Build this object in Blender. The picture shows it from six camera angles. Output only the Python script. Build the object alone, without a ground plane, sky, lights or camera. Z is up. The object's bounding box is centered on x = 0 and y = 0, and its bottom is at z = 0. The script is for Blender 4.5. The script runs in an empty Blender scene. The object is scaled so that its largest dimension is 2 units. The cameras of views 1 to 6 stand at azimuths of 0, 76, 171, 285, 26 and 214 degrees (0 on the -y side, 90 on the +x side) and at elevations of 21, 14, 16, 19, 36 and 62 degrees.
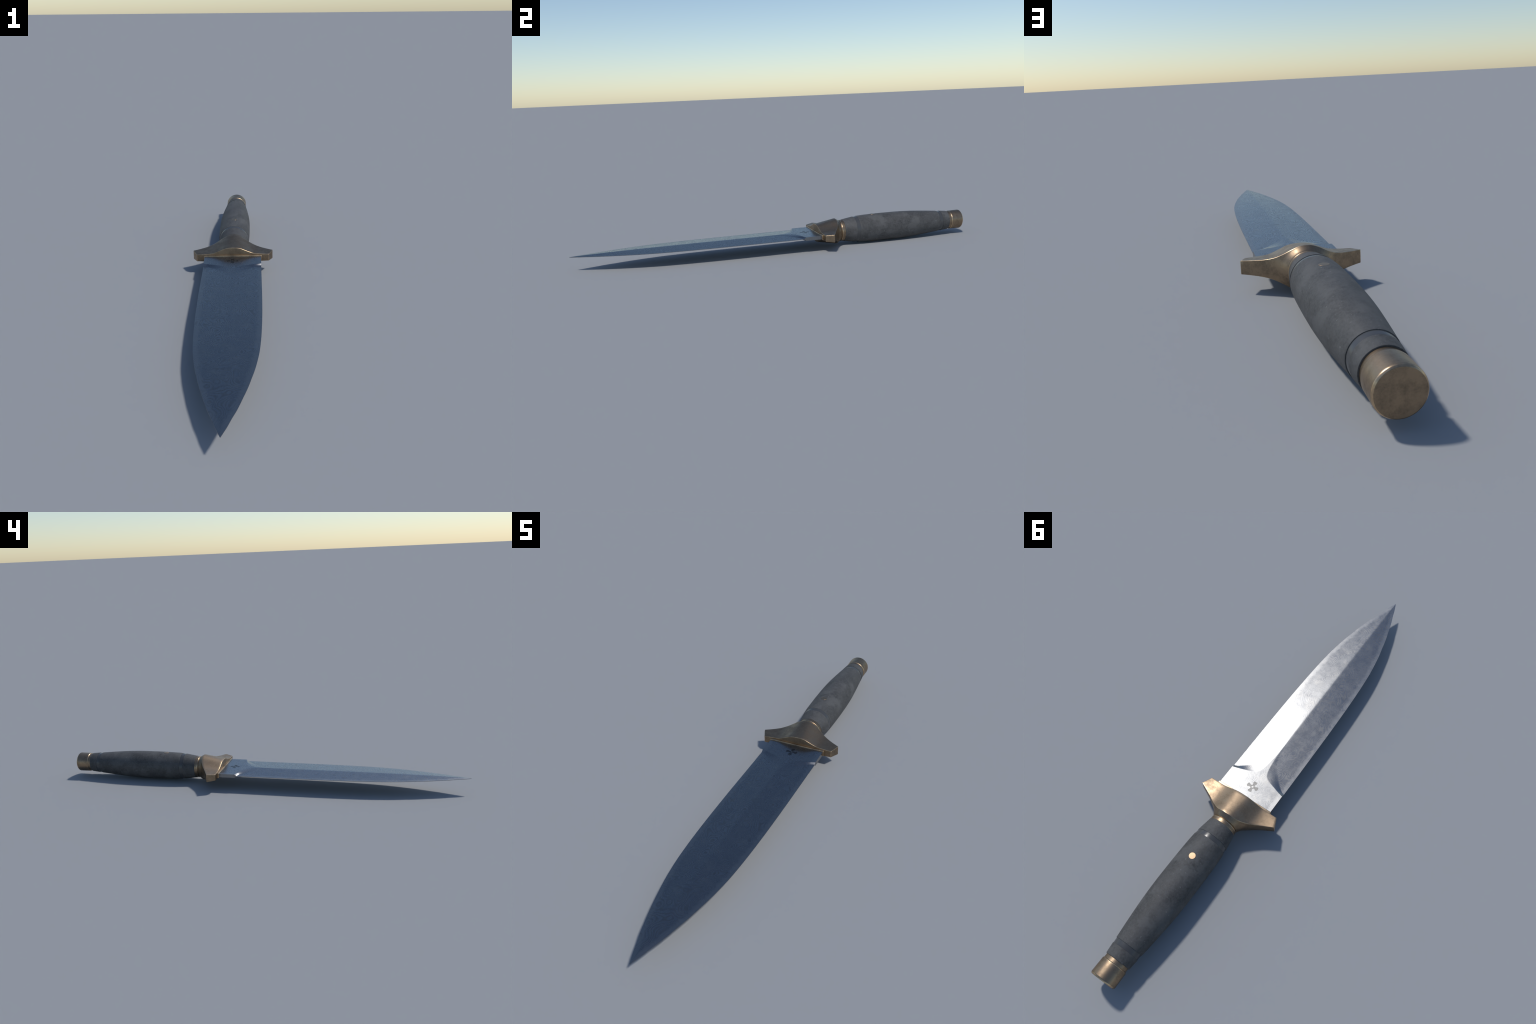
"""Double-edged dagger lying flat: damascus blade, bronze crossguard, dark grip, bronze pommel.
Long axis = Y (tip at y=-1, pommel at y=+1); every part is symmetric about the axis x=0, z=AXIS_Z."""
import bpy, bmesh, math
from mathutils import Vector

AXIS_Z = 0.070


# ------------------------------------------------------------------ small helpers
def interp(pts, x):
    """Monotone cubic (Fritsch-Carlson) through control points sorted by x."""
    n = len(pts)
    if x <= pts[0][0]:
        return pts[0][1]
    if x >= pts[-1][0]:
        return pts[-1][1]
    d = [(pts[i + 1][1] - pts[i][1]) / (pts[i + 1][0] - pts[i][0]) for i in range(n - 1)]
    m = [d[0]] + [0 if d[i - 1] * d[i] <= 0 else 2 * d[i - 1] * d[i] / (d[i - 1] + d[i])
                  for i in range(1, n - 1)] + [d[-1]]
    for i in range(n - 1):
        if x <= pts[i + 1][0]:
            h = pts[i + 1][0] - pts[i][0]
            t = (x - pts[i][0]) / h
            return ((2 * t**3 - 3 * t**2 + 1) * pts[i][1] + (t**3 - 2 * t**2 + t) * h * m[i]
                    + (-2 * t**3 + 3 * t**2) * pts[i + 1][1] + (t**3 - t**2) * h * m[i + 1])


def lin(a, b, n):
    return [a + (b - a) * i / (n - 1) for i in range(n)]


root = bpy.data.objects.new("dagger", None)
root.empty_display_size = 0.1
root["label"] = "double-edged dagger with damascus blade, bronze guard and dark grip"
root["category"] = "dagger"
bpy.context.scene.collection.objects.link(root)


def make_object(name, bm, mats, parent=root, smooth_angle=30.0):
    bmesh.ops.recalc_face_normals(bm, faces=bm.faces[:])
    lim = math.radians(smooth_angle)
    for f in bm.faces:
        f.smooth = True
    for e in bm.edges:
        if len(e.link_faces) == 2:
            e.smooth = e.calc_face_angle(0) < lim
    me = bpy.data.meshes.new(name)
    bm.to_mesh(me)
    bm.free()
    for m in mats:
        me.materials.append(m)
    ob = bpy.data.objects.new(name, me)
    bpy.context.scene.collection.objects.link(ob)
    ob.parent = parent
    if parent is root:
        ob.location = (0, 0, AXIS_Z)
    return ob


def bake_modifiers(ob, smooth_angle=30.0):
    """Apply the object's modifiers and renew its sharp edges."""
    dg = bpy.context.evaluated_depsgraph_get()
    me = bpy.data.meshes.new_from_object(ob.evaluated_get(dg))
    ob.modifiers.clear()
    old = ob.data
    ob.data = me
    me.name = ob.name
    bpy.data.meshes.remove(old)
    bm = bmesh.new()
    bm.from_mesh(me)
    lim = math.radians(smooth_angle)
    for f in bm.faces:
        f.smooth = True
    for e in bm.edges:
        if len(e.link_faces) == 2:
            e.smooth = e.calc_face_angle(0) < lim
    bm.to_mesh(me)
    bm.free()


def lathe(profile, seg=128):
    """Closed solid of revolution about Y from (y, r) pairs; ends are capped with discs."""
    bm = bmesh.new()
    rings = []
    for y, r in profile:
        rings.append([bm.verts.new((r * math.cos(2 * math.pi * k / seg), y,
                                    r * math.sin(2 * math.pi * k / seg))) for k in range(seg)])
    for a, b in zip(rings, rings[1:]):
        for k in range(seg):
            bm.faces.new((a[k], a[(k + 1) % seg], b[(k + 1) % seg], b[k]))
    bm.faces.new(rings[0])
    bm.faces.new(rings[-1])
    return bm


def rounded(profile, radius=0.0012, steps=4):
    """Round the inner corners of a (y, r) polyline with small arcs (quadratic)."""
    out = [profile[0]]
    for p0, p1, p2 in zip(profile, profile[1:], profile[2:]):
        a, b, c = Vector(p0), Vector(p1), Vector(p2)
        d1, d2 = (a - b), (c - b)
        turn = math.pi - d1.angle(d2)
        if turn < 0.2:
            out.append(p1)
            continue
        k1 = min(radius, d1.length * 0.45)
        k2 = min(radius, d2.length * 0.45)
        s, e = b + d1.normalized() * k1, b + d2.normalized() * k2
        for i in range(steps + 1):
            t = i / steps
            q = s * (1 - t)**2 + b * 2 * t * (1 - t) + e * t * t
            out.append((q.x, q.y))
    out.append(profile[-1])
    return out


# ------------------------------------------------------------------ node materials
class Nodes:
    def __init__(self, name):
        self.mat = bpy.data.materials.new(name)
        self.mat.use_nodes = True
        self.t = self.mat.node_tree
        self.bsdf = next(n for n in self.t.nodes if n.type == 'BSDF_PRINCIPLED')
        self.coord = self.t.nodes.new('ShaderNodeTexCoord').outputs['Object']

    def _set(self, sock, v):
        if isinstance(v, bpy.types.NodeSocket):
            self.t.links.new(v, sock)
        else:
            sock.default_value = v

    def math(self, op, a, b=0.0, c=0.0, clamp=False):
        n = self.t.nodes.new('ShaderNodeMath')
        n.operation = op
        n.use_clamp = clamp
        for i, v in enumerate((a, b, c)):
            self._set(n.inputs[i], v)
        return n.outputs[0]

    def mapping(self, scale=(1, 1, 1), loc=(0, 0, 0), rot=(0, 0, 0), vec=None):
        n = self.t.nodes.new('ShaderNodeMapping')
        self._set(n.inputs['Vector'], vec or self.coord)
        n.inputs['Scale'].default_value = scale
        n.inputs['Location'].default_value = loc
        n.inputs['Rotation'].default_value = rot
        return n.outputs[0]

    def noise(self, scale, detail=2.0, rough=0.5, vec=None, dist=0.0, out='Fac'):
        n = self.t.nodes.new('ShaderNodeTexNoise')
        self._set(n.inputs['Vector'], vec or self.coord)
        n.inputs['Scale'].default_value = scale
        n.inputs['Detail'].default_value = detail
        n.inputs['Roughness'].default_value = rough
        n.inputs['Distortion'].default_value = dist
        return n.outputs[0 if out == 'Fac' else 'Color']

    def ramp(self, fac, stops, mode='LINEAR'):
        n = self.t.nodes.new('ShaderNodeValToRGB')
        self._set(n.inputs[0], fac)
        cr = n.color_ramp
        cr.interpolation = mode
        while len(cr.elements) < len(stops):
            cr.elements.new(0.5)
        for el, (p, c) in zip(cr.elements, stops):
            el.position = p
            el.color = (c, c, c, 1) if isinstance(c, (int, float)) else (*c, 1)
        return n.outputs[0]

    def mix(self, fac, a, b, blend='MIX'):
        n = self.t.nodes.new('ShaderNodeMix')
        n.data_type = 'RGBA'
        n.blend_type = blend
        self._set(n.inputs[0], fac)
        for i, v in ((6, a), (7, b)):
            self._set(n.inputs[i], (*v, 1) if isinstance(v, tuple) and len(v) == 3 else v)
        return n.outputs[2]

    def bump(self, height, strength, distance=0.001):
        n = self.t.nodes.new('ShaderNodeBump')
        self._set(n.inputs['Height'], height)
        n.inputs['Strength'].default_value = strength
        n.inputs['Distance'].default_value = distance
        self.t.links.new(n.outputs[0], self.bsdf.inputs['Normal'])

    def set(self, **kw):
        for k, v in kw.items():
            s = self.bsdf.inputs[k.replace('_', ' ')]
            if isinstance(v, tuple) and len(v) == 3:
                v = (*v, 1)
            self._set(s, v)
        return self.mat


BLADE_HALF_WIDTH = [(-1.0, 0.0006), (-0.98, 0.0082), (-0.96, 0.0155), (-0.925, 0.0265), (-0.89, 0.0385),
                    (-0.835, 0.0538), (-0.783, 0.0675), (-0.735, 0.0778), (-0.705, 0.0842), (-0.66, 0.0920),
                    (-0.58, 0.1022), (-0.46, 0.1098), (-0.32, 0.1140), (-0.15, 0.1160), (0.10, 0.1168)]


def steel_material():
    N = Nodes("damascus_steel")
    flat = N.mapping(scale=(1, 1, 0))
    # forged layers: contour lines of a smooth height noise, gently warped
    warp = N.t.nodes.new('ShaderNodeVectorMath')
    warp.operation = 'MULTIPLY_ADD'
    N.t.links.new(N.noise(30, 2, vec=flat, out='Color'), warp.inputs[0])
    warp.inputs[1].default_value = (0.010, 0.010, 0)
    N.t.links.new(N.mapping(scale=(1.0, 0.75, 0)), warp.inputs[2])
    field = N.noise(17, 0.6, 0.4, vec=warp.outputs[0])
    wave = N.math('PINGPONG', N.math('MULTIPLY', field, 41.0), 1.0)
    lines = N.ramp(wave, [(0.0, 0.0), (0.22, 0.15), (0.55, 0.85), (1.0, 1.0)])
    # the pattern fades in polished places and is crisp elsewhere
    fade = N.ramp(N.noise(13, 5, 0.6, vec=flat), [(0.40, 0.18), (0.58, 1.0)])
    pattern = N.mix(fade, (0.55, 0.55, 0.55), lines)
    # scuffed strip along both cutting edges
    sep = N.t.nodes.new('ShaderNodeSeparateXYZ')
    N.t.links.new(N.coord, sep.inputs[0])
    ax = N.math('ABSOLUTE', sep.outputs[0])
    # width of the blade at this y, as a ramp over the blade length
    w = N.ramp(N.math('ADD', N.math('MULTIPLY', sep.outputs[1], 0.9), 0.9, clamp=True),
               [(0.9 + 0.9 * y, hw * 4) for y, hw in BLADE_HALF_WIDTH[::2]])
    gap = N.math('SUBTRACT', N.math('MULTIPLY', w, 0.25), ax)
    ragged = N.math('ADD', gap, N.math('MULTIPLY', N.math('SUBTRACT', N.noise(70, 4, 0.65, vec=flat), 0.5), 0.022))
    edge = N.ramp(N.math('MULTIPLY', ragged, 30.0, clamp=True), [(0.25, 1.0), (0.62, 0.0)])
    stain = N.ramp(N.noise(20, 8, 0.68, vec=N.mapping(loc=(3.1, 1.7, 0), scale=(1, 1, 0))), [(0.50, 0.0), (0.70, 1.0)])
    speck = N.ramp(N.noise(420, 2, 0.6, vec=flat), [(0.60, 0.0), (0.74, 1.0)])
    base = N.mix(pattern, (0.180, 0.185, 0.193), (0.270, 0.276, 0.286))
    base = N.mix(N.math('MULTIPLY', stain, 0.4), base, (0.30, 0.29, 0.275))
    base = N.mix(N.math('MULTIPLY', speck, 0.25), base, (0.36, 0.36, 0.36))
    base = N.mix(N.math('MULTIPLY', edge, 0.35), base, (0.33, 0.33, 0.33))
    rough = N.math('ADD', 0.332, N.math('MULTIPLY', stain, 0.02))
    rough = N.math('SUBTRACT', rough, N.math('MULTIPLY', pattern, 0.095))
    rough = N.math('ADD', rough, N.math('MULTIPLY', edge, 0.05))
    # uneven polish: cloudy scuffs and hair scratches running along the blade
    cloud = N.math('SUBTRACT', N.noise(24, 9, 0.72, vec=N.mapping(loc=(1.3, 0.4, 0), scale=(1, 1, 0))), 0.5)
    rough = N.math('ADD', rough, N.math('MULTIPLY', cloud, 0.20))
    scratch = N.ramp(N.noise(1.0, 3, 0.6, vec=N.mapping(scale=(520, 22, 0), rot=(0, 0, 0.12))), [(0.62, 0.0), (0.72, 1.0)])
    rough = N.math('ADD', rough, N.math('MULTIPLY', scratch, 0.05))
    N.bump(pattern, 0.045, 0.0004)
    return N.set(Base_Color=base, Metallic=1.0, Roughness=rough)


def bronze_material(name, worn=False):
    N = Nodes(name)
    patch = N.ramp(N.noise(26, 7, 0.66), [(0.42, 0.0), (0.62, 1.0)])
    grain = N.ramp(N.noise(240, 3, 0.6), [(0.35, 0.0), (0.7, 1.0)])
    if worn:
        base = N.mix(patch, (0.62, 0.445, 0.275), (0.36, 0.265, 0.175))
        rough = 0.33
    else:
        base = N.mix(patch, (0.340, 0.250, 0.166), (0.255, 0.190, 0.130))
        base = N.mix(N.math('MULTIPLY', grain, N.math('MULTIPLY_ADD', patch, 0.38, 0.10)), base, (0.140, 0.106, 0.075))
        rough = N.math('ADD', 0.39, N.math('MULTIPLY', patch, 0.10))
    N.bump(grain, 0.08, 0.0004)
    return N.set(Base_Color=base, Metallic=1.0, Roughness=rough)


def grip_material():
    N = Nodes("charcoal_grip")
    cloud = N.ramp(N.noise(14, 7, 0.66), [(0.38, 0.0), (0.62, 1.0)])
    dust = N.ramp(N.noise(16, 8, 0.68, vec=N.mapping(loc=(0.7, 2.3, 1.1))), [(0.50, 0.0), (0.60, 1.0)])
    fine = N.noise(170, 5, 0.7, vec=N.mapping(scale=(1, 0.7, 1)))
    speck = N.ramp(N.noise(120, 2, 0.5, vec=N.mapping(loc=(5, 1, 2))), [(0.685, 0.0), (0.74, 1.0)])
    base = N.mix(cloud, (0.040, 0.0397, 0.0392), (0.074, 0.073, 0.072))
    base = N.mix(N.math('MULTIPLY', dust, 0.65), base, (0.106, 0.107, 0.107))
    base = N.mix(N.math('MULTIPLY', N.ramp(fine, [(0.38, 0.0), (0.66, 1.0)]), 0.5), base, (0.100, 0.101, 0.102))
    base = N.mix(N.math('MULTIPLY', speck, 0.4), base, (0.22, 0.22, 0.22))
    N.bump(fine, 0.45, 0.0016)
    return N.set(Base_Color=base, Specular_IOR_Level=0.38, Roughness=N.math('ADD', 0.62, N.math('MULTIPLY', dust, 0.12)))


def groove_material():
    N = Nodes("polished_groove")
    base = N.mix(N.noise(30, 4), (0.044, 0.045, 0.047), (0.074, 0.075, 0.076))
    return N.set(Base_Color=base, Roughness=0.27)


def etch_material():
    N = Nodes("etched_mark")
    base = N.mix(N.noise(150, 3), (0.088, 0.089, 0.091), (0.118, 0.119, 0.121))
    return N.set(Base_Color=base, Metallic=1.0, Roughness=0.31)


STEEL = steel_material()
BRONZE = bronze_material("aged_bronze")
BRONZE_WORN = bronze_material("worn_bronze", worn=True)
GRIP = grip_material()
GROOVE = groove_material()
ETCH = etch_material()


def pin_material():
    N = Nodes("pin_bronze")
    base = N.mix(N.noise(300, 3, 0.6), (0.36, 0.258, 0.168), (0.30, 0.215, 0.140))
    return N.set(Base_Color=base, Metallic=1.0, Roughness=0.42)


PIN = pin_material()

# ------------------------------------------------------------------ blade
BLADE_T = 0.0086          # half thickness at ricasso and ridge
EDGE_T = 0.0009           # half thickness of the cutting edge
RICASSO_HALF = 0.1172
PLUNGE = [(0.0, -0.05), (0.004, -0.005), (0.008, 0.027), (0.0120, 0.046), (0.0160, 0.058), (0.023, 0.069), (0.034, 0.0775),
          (0.044, 0.0816), (0.074, 0.0915), (0.118, 0.1045)]
RIDGE_T = [(-1.0, 0.0009), (-0.97, 0.0025), (-0.9, 0.0046), (-0.8, 0.0064), (-0.65, 0.0079), (-0.45, BLADE_T), (0.3, BLADE_T)]


def half_thickness(ax, y, w):
    ridge = interp(RIDGE_T, y)
    soft = min(0.0035, 0.1 * w)                             # the ridge is very slightly rounded
    bevel = EDGE_T + (ridge - EDGE_T) * max(0.0, 1 - math.sqrt(ax * ax + soft * soft) / math.hypot(w, soft))
    start = interp(PLUNGE, ax)
    if y >= start:
        return BLADE_T
    reach = 0.012 + 0.075 * max(0.0, 1 - ax / 0.105)**1.2    # plunge cut: steep at the edge, soft at the ridge
    t = min(1.0, (start - y) / reach)
    s = 1 - (1 - t)**1.45
    return ridge * (1 - s) + bevel * s


def build_blade():
    bm = bmesh.new()
    ys = (lin(-1.0, -0.9, 60)[:-1] + lin(-0.9, -0.1, 200)[:-1] + lin(-0.1, 0.06, 70)[:-1]
          + lin(0.06, 0.112, 60)[:-1] + lin(0.112, 0.200, 8))
    half = [0.0] + [0.5 * (a + a * a) for a in lin(0.02, 1.0, 50)]     # finer near the ridge
    us = [-u for u in reversed(half[1:])] + half
    top, bot = [], []
    for y in ys:
        # ricasso stands a touch wider than the ground edge
        w = interp(BLADE_HALF_WIDTH, y)
        k = min(1.0, max(0.0, (y - 0.1005) / 0.004))
        w = w + (RICASSO_HALF - w) * k
        rt, rb = [], []
        for u in us:
            x = u * w
            t = half_thickness(abs(x), y, w)
            rt.append(bm.verts.new((x, y, t)))
            rb.append(bm.verts.new((x, y, -t)))
        top.append(rt)
        bot.append(rb)
    n = len(us)
    for j in range(len(ys) - 1):
        for i in range(n - 1):
            bm.faces.new((top[j][i], top[j][i + 1], top[j + 1][i + 1], top[j + 1][i]))
            bm.faces.new((bot[j][i + 1], bot[j][i], bot[j + 1][i], bot[j + 1][i + 1]))
        for i in (0, n - 1):
            bm.faces.new((top[j][i], top[j + 1][i], bot[j + 1][i], bot[j][i]))
    for j in (0, len(ys) - 1):
        for i in range(n - 1):
            bm.faces.new((top[j][i], bot[j][i], bot[j][i + 1], top[j][i + 1]))
    return make_object("blade", bm, [STEEL], smooth_angle=25)


def emblem_outline(grow=0.0):
    """Cross with flared, round-cornered arms: one arm profile mirrored and turned four times."""
    arm = [(0.0056, 0.0056), (0.0049, 0.0072), (0.0046, 0.0092), (0.0050, 0.0118), (0.0060, 0.0140), (0.0072, 0.0160),
           (0.0079, 0.0184), (0.0078, 0.0206), (0.0066, 0.0225), (0.0046, 0.0229), (0.0024, 0.0238), (0.0, 0.0244)]
    right = [(x + grow * 0.7, y + grow * 0.7) for x, y in arm]
    full = right[:-1] + [(0.0, right[-1][1])] + [(-x, y) for x, y in reversed(right[:-1])][:-1]
    pts = []
    for q in range(4):
        c, s = [(1, 0), (0, 1), (-1, 0), (0, -1)][q]
        pts += [(c * x - s * y, s * x + c * y) for x, y in full]
    return pts


EMBLEM_Y = 0.1342


def emblem_prism(z0, z1, grow=0.0, hole=0.0042):
    """Prism of the cross between two heights, with a round hole in the middle."""
    bm = bmesh.new()
    outer = emblem_outline(grow)
    n = len(outer)
    inner = []
    for x, y in outer:
        a = math.atan2(y, x)
        inner.append(((hole - grow) * math.cos(a), (hole - grow) * math.sin(a)))
    rings = [[bm.verts.new((x, y + EMBLEM_Y, z)) for x, y in loop]
             for loop, z in ((outer, z0), (outer, z1), (inner, z1), (inner, z0))]
    for a in range(4):
        A, B = rings[a], rings[(a + 1) % 4]
        for k in range(n):
            bm.faces.new((A[k], A[(k + 1) % n], B[(k + 1) % n], B[k]))
    bmesh.ops.recalc_face_normals(bm, faces=bm.faces[:])
    return bm


blade = build_blade()
for side in (1, -1):
    lo, hi = sorted((side * (BLADE_T - 0.0014), side * (BLADE_T + 0.003)))
    cutter = make_object("emblem_cutter", emblem_prism(lo, hi), [STEEL])
    mod = blade.modifiers.new("etch", 'BOOLEAN')
    mod.operation = 'DIFFERENCE'
    mod.solver = 'MANIFOLD'
    mod.object = cutter
    bpy.context.view_layer.update()
    bake_modifiers(blade, 25)
    bpy.data.objects.remove(cutter, do_unlink=True)
    lo, hi = sorted((side * (BLADE_T - 0.0006), side * (BLADE_T - 0.0018)))
    make_object("emblem", emblem_prism(lo, hi, grow=0.0004), [ETCH], parent=blade)

# ------------------------------------------------------------------ crossguard
FRONT_Y = 0.192
FRONT_H = [(0.0, 0.0438), (0.018, 0.0430), (0.034, 0.0396), (0.050, 0.0330), (0.068, 0.0255), (0.088, 0.0190),
           (0.117, 0.0162), (0.151, 0.0148)]
REAR_H = [(0.0, 0.0640), (0.012, 0.0633), (0.027, 0.0590), (0.042, 0.0520), (0.056, 0.0440), (0.068, 0.0375), (0.086, 0.0298),
          (0.112, 0.0237), (0.140, 0.0207), (0.168, 0.0188)]
FLARE = [(0.0515, 0.3160), (0.0545, 0.3125), (0.0580, 0.3070), (0.0640, 0.2975), (0.0730, 0.2880), (0.0905, 0.2755), (0.110, 0.2625),
         (0.142, 0.2450), (0.168, 0.2315), (0.18, 0.2255)]
X_FRONT, X_REAR = 0.1505, 0.1675


def build_guard():
    bm = bmesh.new()
    nu, nv = 49, 11
    us = [2 * i / (nu - 1) - 1 for i in range(nu)]

    def surf(u, v, sgn):
        xf, xr = u * X_FRONT, u * X_REAR
        hr = interp(REAR_H, abs(xr))
        yr = interp(FLARE, math.hypot(xr, hr))
        hf = interp(FRONT_H, abs(xf))
        return (xf + (xr - xf) * v, FRONT_Y + (yr - FRONT_Y) * v, sgn * (hf + (hr - hf) * v))
    grid = {s: [[bm.verts.new(surf(u, v, s)) for u in us] for v in lin(0, 1, nv)] for s in (1, -1)}
    for s in (1, -1):
        g = grid[s]
        for j in range(nv - 1):
            for i in range(nu - 1):
                bm.faces.new((g[j][i], g[j][i + 1], g[j + 1][i + 1], g[j + 1][i]))
    T, B = grid[1], grid[-1]
    nz = 3                                            # rows across the end faces

    def column(j, i):
        a, b = T[j][i], B[j][i]
        mid = [bm.verts.new(a.co.lerp(b.co, k / nz)) for k in range(1, nz)]
        return [a] + mid + [b]
    for i in (0, nu - 1):
        cols = [column(j, i) for j in range(nv)]
        for c0, c1 in zip(cols, cols[1:]):
            for k in range(nz):
                bm.faces.new((c0[k], c0[k + 1], c1[k + 1], c1[k]))
        if i == 0:
            left = cols
        else:
            right = cols
    # flat front face
    front = T[0] + right[0][1:-1] + B[0][::-1] + left[0][1:-1][::-1]
    bm.faces.new(front)
    # rear flare: surface of revolution trimmed by the rear edge loop
    loop = T[-1] + right[-1][1:-1] + B[-1][::-1] + left[-1][1:-1][::-1]
    r_in = FLARE[0][0]
    rings = [loop]
    steps = 14
    for k in range(1, steps + 1):
        f = 1 - (1 - k / steps)**1.0
        ring = []
        for v in loop:
            x, z = v.co.x, v.co.z
            rho = math.hypot(x, z)
            r = rho + (r_in - rho) * f
            ring.append(bm.verts.new((x / rho * r, interp(FLARE, r), z / rho * r)))
        rings.append(ring)
    n = len(loop)
    for a, b in zip(rings, rings[1:]):
        for k in range(n):
            bm.faces.new((a[k], a[(k + 1) % n], b[(k + 1) % n], b[k]))
    bm.faces.new(rings[-1])
    return make_object("crossguard", bm, [BRONZE, BRONZE_WORN])


guard = build_guard()
bev = guard.modifiers.new("soft_edges", 'BEVEL')
bev.width = 0.0027
bev.segments = 3
bev.limit_method = 'ANGLE'
bev.angle_limit = math.radians(28)
bev.material = 1
bpy.context.view_layer.update()
bake_modifiers(guard, 40)


def rounded_box(hx, y0, y1, hz, width):
    bm = bmesh.new()
    bmesh.ops.create_cube(bm, size=1.0)
    for v in bm.verts:
        v.co = Vector((v.co.x * 2 * hx, (y0 + y1) / 2 + v.co.y * (y1 - y0), v.co.z * 2 * hz))
    bmesh.ops.bevel(bm, geom=bm.edges[:], offset=width, segments=3, affect='EDGES', profile=0.5)
    return bm


make_object("blade_socket", rounded_box(0.1208, 0.1835, 0.200, 0.0125, 0.0014), [BRONZE_WORN], parent=guard)

def worn_rims(ob, bands):
    """Give faces whose centre lies in one of the y bands the rubbed-bright bronze."""
    for p in ob.data.polygons:
        if len(p.vertices) == 4 and any(a < p.center.y < b for a, b in bands):
            p.material_index = 1


# ------------------------------------------------------------------ collar, grip, pommel (turned parts)
collar = make_object("collar", lathe(rounded([(0.310, 0.040), (0.3155, 0.0500), (0.3175, 0.0503), (0.3185, 0.0530), (0.3215, 0.0538),
                                     (0.3225, 0.0530), (0.3345, 0.0541), (0.336, 0.040)], 0.0010), 144), [BRONZE, BRONZE_WORN])
worn_rims(collar, [(0.3183, 0.3226), (0.3332, 0.3350)])

GRIP_R = [(0.334, 0.0548), (0.350, 0.0573), (0.370, 0.0606), (0.394, 0.0641), (0.4135, 0.0662), (0.450, 0.0683), (0.500, 0.0694),
          (0.560, 0.0700), (0.610, 0.0699), (0.660, 0.0690), (0.710, 0.0668), (0.760, 0.0632), (0.810, 0.0589),
          (0.863, 0.0538), (0.884, 0.0520), (0.922, 0.0484)]


def grip_piece(name, y0, y1, n, corner=0.0012):
    prof = [(y0 + 0.0004, 0.02)] + [(y, interp(GRIP_R, y)) for y in lin(y0, y1, n)] + [(y1 - 0.0004, 0.02)]
    return make_object(name, lathe(rounded(prof, corner), 160), [GRIP])


handle = grip_piece("handle", 0.4130, 0.8640, 60)
grip_piece("handle_ring", 0.3345, 0.3950, 12)
grip_piece("handle_ring", 0.8830, 0.9220, 8)
make_object("groove_band", lathe([(0.380, 0.02), (0.381, 0.0605), (0.395, 0.0630), (0.413, 0.0651), (0.43, 0.0655), (0.431, 0.02)], 144), [GROOVE])
make_object("groove_band", lathe([(0.850, 0.02), (0.851, 0.0530), (0.864, 0.0520), (0.884, 0.0507), (0.900, 0.046), (0.901, 0.02)], 144), [GROOVE])

pommel_profile = [(0.905, 0.02), (0.906, 0.0452), (0.9355, 0.0449), (0.9365, 0.0468), (0.9385, 0.0479), (0.960, 0.0483), (0.9935, 0.0488),
                  (0.9965, 0.0481), (1.0, 0.0452), (1.0, 0.012)]
pommel = make_object("pommel", lathe(rounded(pommel_profile, 0.0012), 144), [BRONZE, BRONZE_WORN])
worn_rims(pommel, [(0.9945, 0.9994), (0.9362, 0.9388)])

# pin heads, domed a little and seated in the round of the grip
for side in (1, -1):
    bm = bmesh.new()
    seg, R = 48, 0.0130
    rings = []
    top = interp(GRIP_R, 0.5)
    for r, h in ((R, -0.006), (R, -0.0006), (R * 0.97, -0.0001), (R * 0.91, 0.0002), (R * 0.5, 0.00026), (R * 0.15, 0.00028)):
        ring = []
        for k in range(seg):
            a = 2 * math.pi * k / seg
            x, dy = r * math.cos(a), r * math.sin(a)
            s = top
            ring.append(bm.verts.new((x, 0.5 + dy, side * (s + h))))
        rings.append(ring)
    for a, b in zip(rings, rings[1:]):
        for k in range(seg):
            bm.faces.new((a[k], a[(k + 1) % seg], b[(k + 1) % seg], b[k]))
    bm.faces.new(rings[0])
    bm.faces.new(rings[-1])
    make_object("rivet", bm, [PIN], parent=handle, smooth_angle=12)
